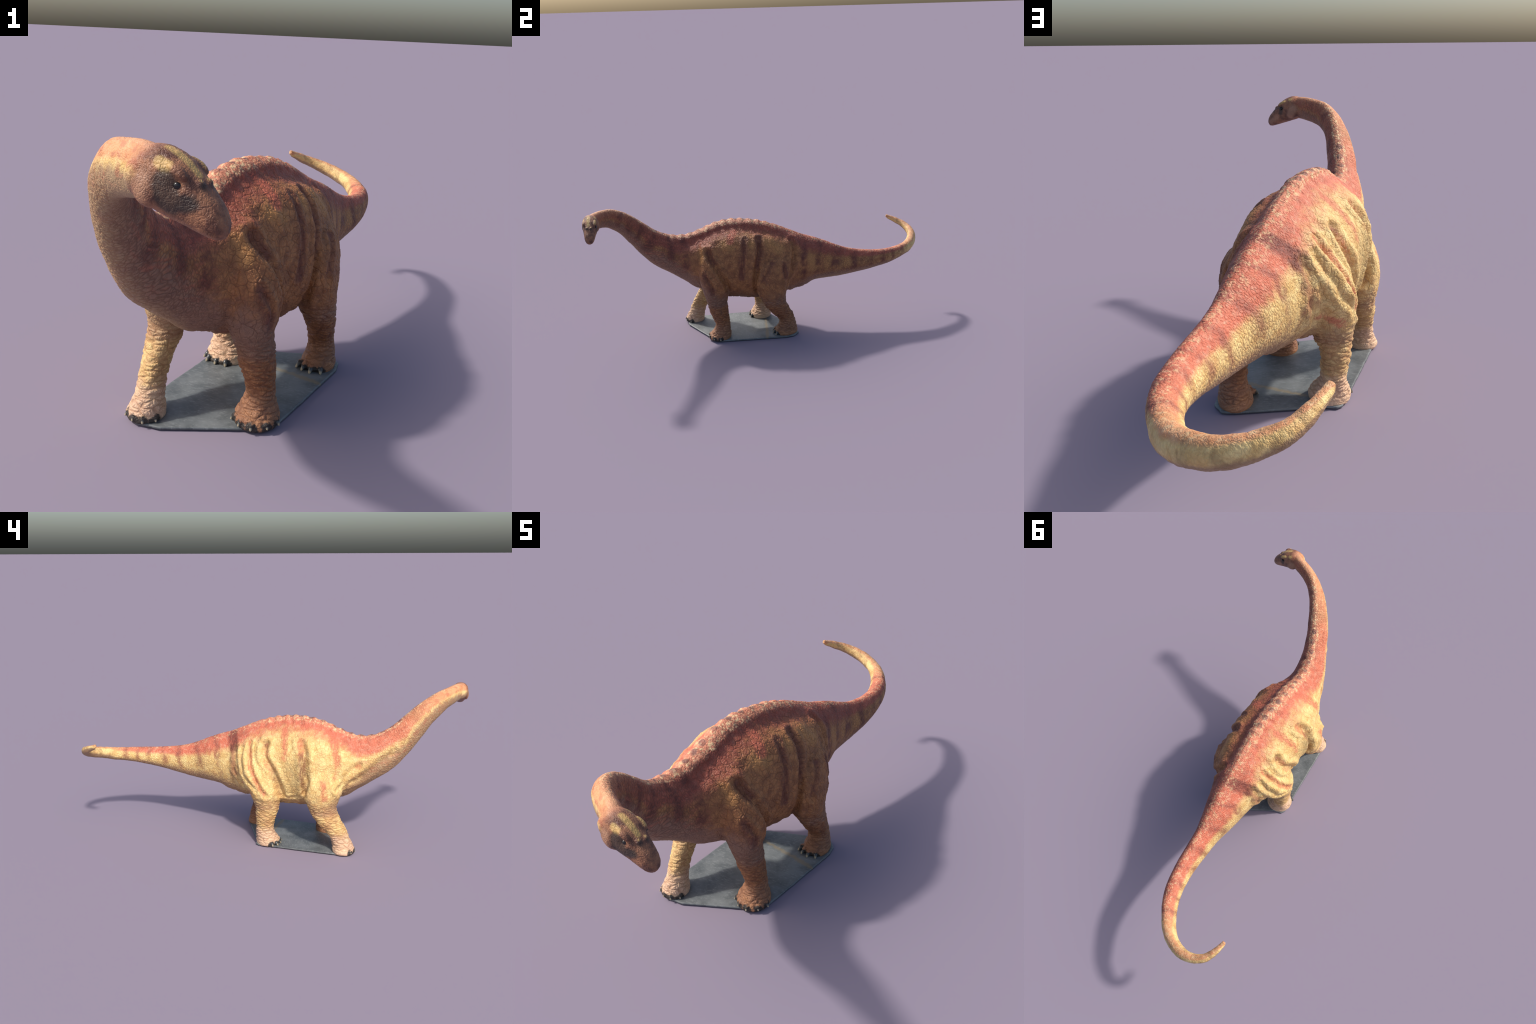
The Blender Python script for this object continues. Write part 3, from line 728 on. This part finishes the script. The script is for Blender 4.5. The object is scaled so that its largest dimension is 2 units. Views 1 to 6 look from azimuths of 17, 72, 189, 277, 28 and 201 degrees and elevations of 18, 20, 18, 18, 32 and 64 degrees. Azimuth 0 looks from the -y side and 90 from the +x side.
def slate_material():
    mt, F, bsdf = new_material("slate")
    p = F.node("ShaderNodeTexCoord").outputs["Object"]
    a = F.noise(p, 9.0, 5.0, 0.65)
    b = F.noise(F.vec("MULTIPLY", p, (1.0, 3.0, 1.0)), 70.0, 4.0, 0.7)
    col = F.tint(F.step(a, 0.3, 0.7), (0.080, 0.090, 0.093), (0.185, 0.200, 0.203))
    col = F.tint(F.math("MULTIPLY", F.step(b, 0.5, 0.75), 0.5), col, (0.33, 0.345, 0.345))
    rag = F.vec("ADD", p, F.vec("SCALE", F.vec("SUBTRACT", F.noise(p, 40.0, 4.0, 0.7, colour=True), (0.5, 0.5, 0.5)), scale=0.03))
    vein = F.step(F.rods(rag, [((-0.03, 0.012, 0.008), (0.125, -0.030, 0.008), 0.006), ((0.125, -0.030, 0.008), (0.235, -0.065, 0.008), 0.007),
                               ((-0.19, -0.09, 0.008), (-0.165, -0.015, 0.008), 0.003)]), 0.007, -0.004)
    col = F.tint(F.math("MULTIPLY", vein, 0.55), col, (0.27, 0.20, 0.10))
    F.put(bsdf.inputs["Base Color"], col)
    F.put(bsdf.inputs["Roughness"], F.math("MULTIPLY_ADD", a, 0.3, 0.35))
    bump = F.node("ShaderNodeBump"); bump.inputs["Strength"].default_value = 0.4; bump.inputs["Distance"].default_value = 0.002
    F.put(bump.inputs["Height"], b)
    F.put(bsdf.inputs["Normal"], bump.outputs[0])
    return mt

def claw_material():
    mt, F, bsdf = new_material("claw_horn")
    g = F.xyz(F.node("ShaderNodeTexCoord").outputs["Generated"])
    p = F.node("ShaderNodeTexCoord").outputs["Object"]
    k = F.math("ADD", g[0], F.math("MULTIPLY", F.math("SUBTRACT", F.noise(p, 180.0), 0.5), 0.3))
    col = F.tint(F.step(k, 0.55, 0.9), (0.050, 0.054, 0.055), (0.40, 0.33, 0.22))
    F.put(bsdf.inputs["Base Color"], col)
    bsdf.inputs["Roughness"].default_value = 0.28
    return mt

def eye_material():
    mt, F, bsdf = new_material("eye_gloss")
    bsdf.inputs["Base Color"].default_value = (0.012, 0.010, 0.010, 1)
    bsdf.inputs["Roughness"].default_value = 0.12
    return mt

# ------------------------------------------------------------------ build
thing = bpy.data.objects.new("dinosaur_figure", None)
bpy.context.collection.objects.link(thing)
thing["label"] = "long-necked dinosaur figure, red-backed ochre striped hide, on slate"
thing["category"] = "dinosaur figure"

def adopt(ob, name, parent=None):
    ob.name = name
    ob.data.name = name
    ob.parent = parent or thing
    return ob

body = fused_body()
hide = skin_material()
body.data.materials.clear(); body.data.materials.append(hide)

def split_body(ob):
    """cut the one skin into anatomical parts whose rims and normals agree"""
    me = ob.data
    co, no = coords(me), vertex_normals(me)
    nf = len(me.polygons)
    loops = np.empty(len(me.loops), np.int64); me.loops.foreach_get("vertex_index", loops)
    start = np.empty(nf, np.int64); me.polygons.foreach_get("loop_start", start)
    total = np.empty(nf, np.int64); me.polygons.foreach_get("loop_total", total)
    cen = np.add.reduceat(co[loops], start, axis=0) / total[:, None]
    x, y, z = cen.T
    zt = np.interp(y, PATH["y"], PATH["z"]); lean = np.interp(y, PATH["ym"], PATH["lean"])
    y0 = y - lean * (z - zt)
    part = np.full(nf, "torso", dtype="<U20")
    part[y0 < -0.44] = "neck"
    part[y0 > 0.24] = "tail"
    f = (cen - HEAD_O) @ HEAD_F
    part[(f > -0.034) & (y < -0.86) & (x > 0.06)] = "head"
    keys = []
    for key, table in LEGS.items():
        t = np.array(table)[::-1]
        cx, cy, rx, ry = [np.interp(z, t[:, 0], t[:, j]) for j in range(1, 5)]
        inside = ((x - cx) / (rx * 1.35)) ** 2 + ((y - cy) / (ry * 1.35)) ** 2 < 1
        part[(z < 0.285 - 0.10 * np.abs(x - cx) / 0.06 * (np.sign(x - cx) != np.sign(cx))) & inside & (z < 0.285)] = key
        foot = (z < 0.10) & (np.hypot(x - TOES[key][0][0], y - TOES[key][0][1]) < 0.12)
        near = np.array([np.hypot(x - TOES[q][0][0], y - TOES[q][0][1]) for q in LEGS]).argmin(0)
        part[foot & (near == list(LEGS).index(key))] = key
        keys.append(key)
    names = {"front_left": "foreleg", "front_right": "foreleg", "hind_left": "hindleg", "hind_right": "hindleg"}
    for key in ["torso", "neck", "head", "tail"] + keys:
        fi = np.nonzero(part == key)[0]
        if not len(fi):
            continue
        used = np.concatenate([loops[start[i]:start[i] + total[i]] for i in fi]) if len(set(total)) > 1 else loops[(start[fi][:, None] + np.arange(total[0]))].ravel()
        vi, inv = np.unique(used, return_inverse=True)
        m = bpy.data.meshes.new("part")
        m.vertices.add(len(vi)); m.vertices.foreach_set("co", co[vi].astype(np.float32).ravel())
        m.loops.add(len(used)); m.loops.foreach_set("vertex_index", inv.astype(np.int32))
        tt = total[fi]
        m.polygons.add(len(fi))
        m.polygons.foreach_set("loop_start", np.concatenate([[0], np.cumsum(tt)[:-1]]).astype(np.int32))
        m.polygons.foreach_set("loop_total", tt.astype(np.int32))
        m.update(calc_edges=True)
        m.polygons.foreach_set("use_smooth", np.ones(len(fi), bool))
        m.normals_split_custom_set_from_vertices(no[vi].astype(np.float32))
        m.materials.append(hide)
        o = bpy.data.objects.new(names.get(key, key), m)
        bpy.context.collection.objects.link(o)
        o.parent = thing
        m.name = names.get(key, key)
        PARTS[key] = o
    bpy.data.objects.remove(ob)

PARTS = {}
split_body(body)

# claws: one curved horn, set at the front of each toe
def claw_mesh():
    rings = []
    for t in np.linspace(0, 1, 12):
        r = 0.42 * (1 - t ** 2.2) ** 0.7 + 0.03
        a = np.linspace(0, 2 * np.pi, 14, endpoint=False)
        rings.append(np.stack([np.full(14, t), r * 0.85 * np.cos(a), 0.10 + r * np.sin(a) - 0.38 * t * t], 1))
    ob = mesh_object("claw", *loft(rings))
    for pgn in ob.data.polygons:
        pgn.use_smooth = True
    return ob

horn = claw_material()
proto = claw_mesh(); proto.data.materials.append(horn)
first = True
for key, ((cx, cy), toes, size) in TOES.items():
    for x, y in toes:
        o = proto if first else proto.copy()
        if not first:
            bpy.context.collection.objects.link(o)
        first = False
        ang = math.atan2(y - cy, x - cx)
        o.location = (x - math.cos(ang) * 0.004, y - math.sin(ang) * 0.004, 0.017 + 0.002 * rng.random())
        o.rotation_euler = (0, 0.25, ang)
        s = size * (0.9 + 0.2 * rng.random())
        o.scale = (s * 1.05, s * 1.2 if size < 0.02 else s, s * 1.1 if size < 0.02 else s)
        o.parent = PARTS[key]

gloss = eye_material()
eyes = []
for l in (-1, 1):
    v, f = ellipsoid((0, 0, 0), np.eye(3), (0.0072, 0.0060, 0.0060), 14, 20)
    o = mesh_object("eye", v, f)
    o.location = head_point(0.036, (0.0315 if l > 0 else 0.0270) * l, 0.014)
    for pgn in o.data.polygons:
        pgn.use_smooth = True
    o.data.materials.append(gloss)
    o.parent = PARTS["head"]

# slab of slate: chipped polygon with a slightly wavy top
BASE = [(-0.145, 0.050), (-0.193, -0.20), (-0.228, -0.390), (-0.216, -0.426), (-0.188, -0.441), (-0.125, -0.440), (0.110, -0.352), (0.150, -0.325),
        (0.165, -0.265), (0.238, 0.055), (0.235, 0.10), (0.205, 0.138), (0.16, 0.135), (-0.09, 0.065), (-0.13, 0.065)]
def slate_slab():
    rim = []
    for (x0, y0), (x1, y1) in zip(BASE, BASE[1:] + BASE[:1]):
        n = max(2, int(math.hypot(x1 - x0, y1 - y0) / 0.006))
        for i in range(n):
            t = i / n
            x, y = x0 + (x1 - x0) * t, y0 + (y1 - y0) * t
            d = mnoise.noise(Vector((x * 40, y * 40, 3))) * 0.0012
            l = math.hypot(y1 - y0, x1 - x0)
            rim.append((x - (y1 - y0) / l * d, y + (x1 - x0) / l * d))
    c = np.mean(BASE, axis=0)
    rows = []
    for s, z in ((0.985, 0.0), (1.0, 0.0015), (1.0, 0.0065), (0.992, 0.0082)):
        rows.append([(c[0] + (x - c[0]) * s, c[1] + (y - c[1]) * s, z) for x, y in rim])
    for s in np.linspace(0.97, 0.02, 40):
        rows.append([(c[0] + (x - c[0]) * s, c[1] + (y - c[1]) * s,
                      0.0084 + 0.0012 * mnoise.noise(Vector((c[0] + (x - c[0]) * s, c[1] + (y - c[1]) * s, 0.5)) * 14)) for x, y in rim])
    return mesh_object("slate_base", *loft([np.array(r) for r in rows]))

base = slate_slab()
base.parent = thing
base.data.materials.append(slate_material())
for pgn in base.data.polygons:
    pgn.use_smooth = True
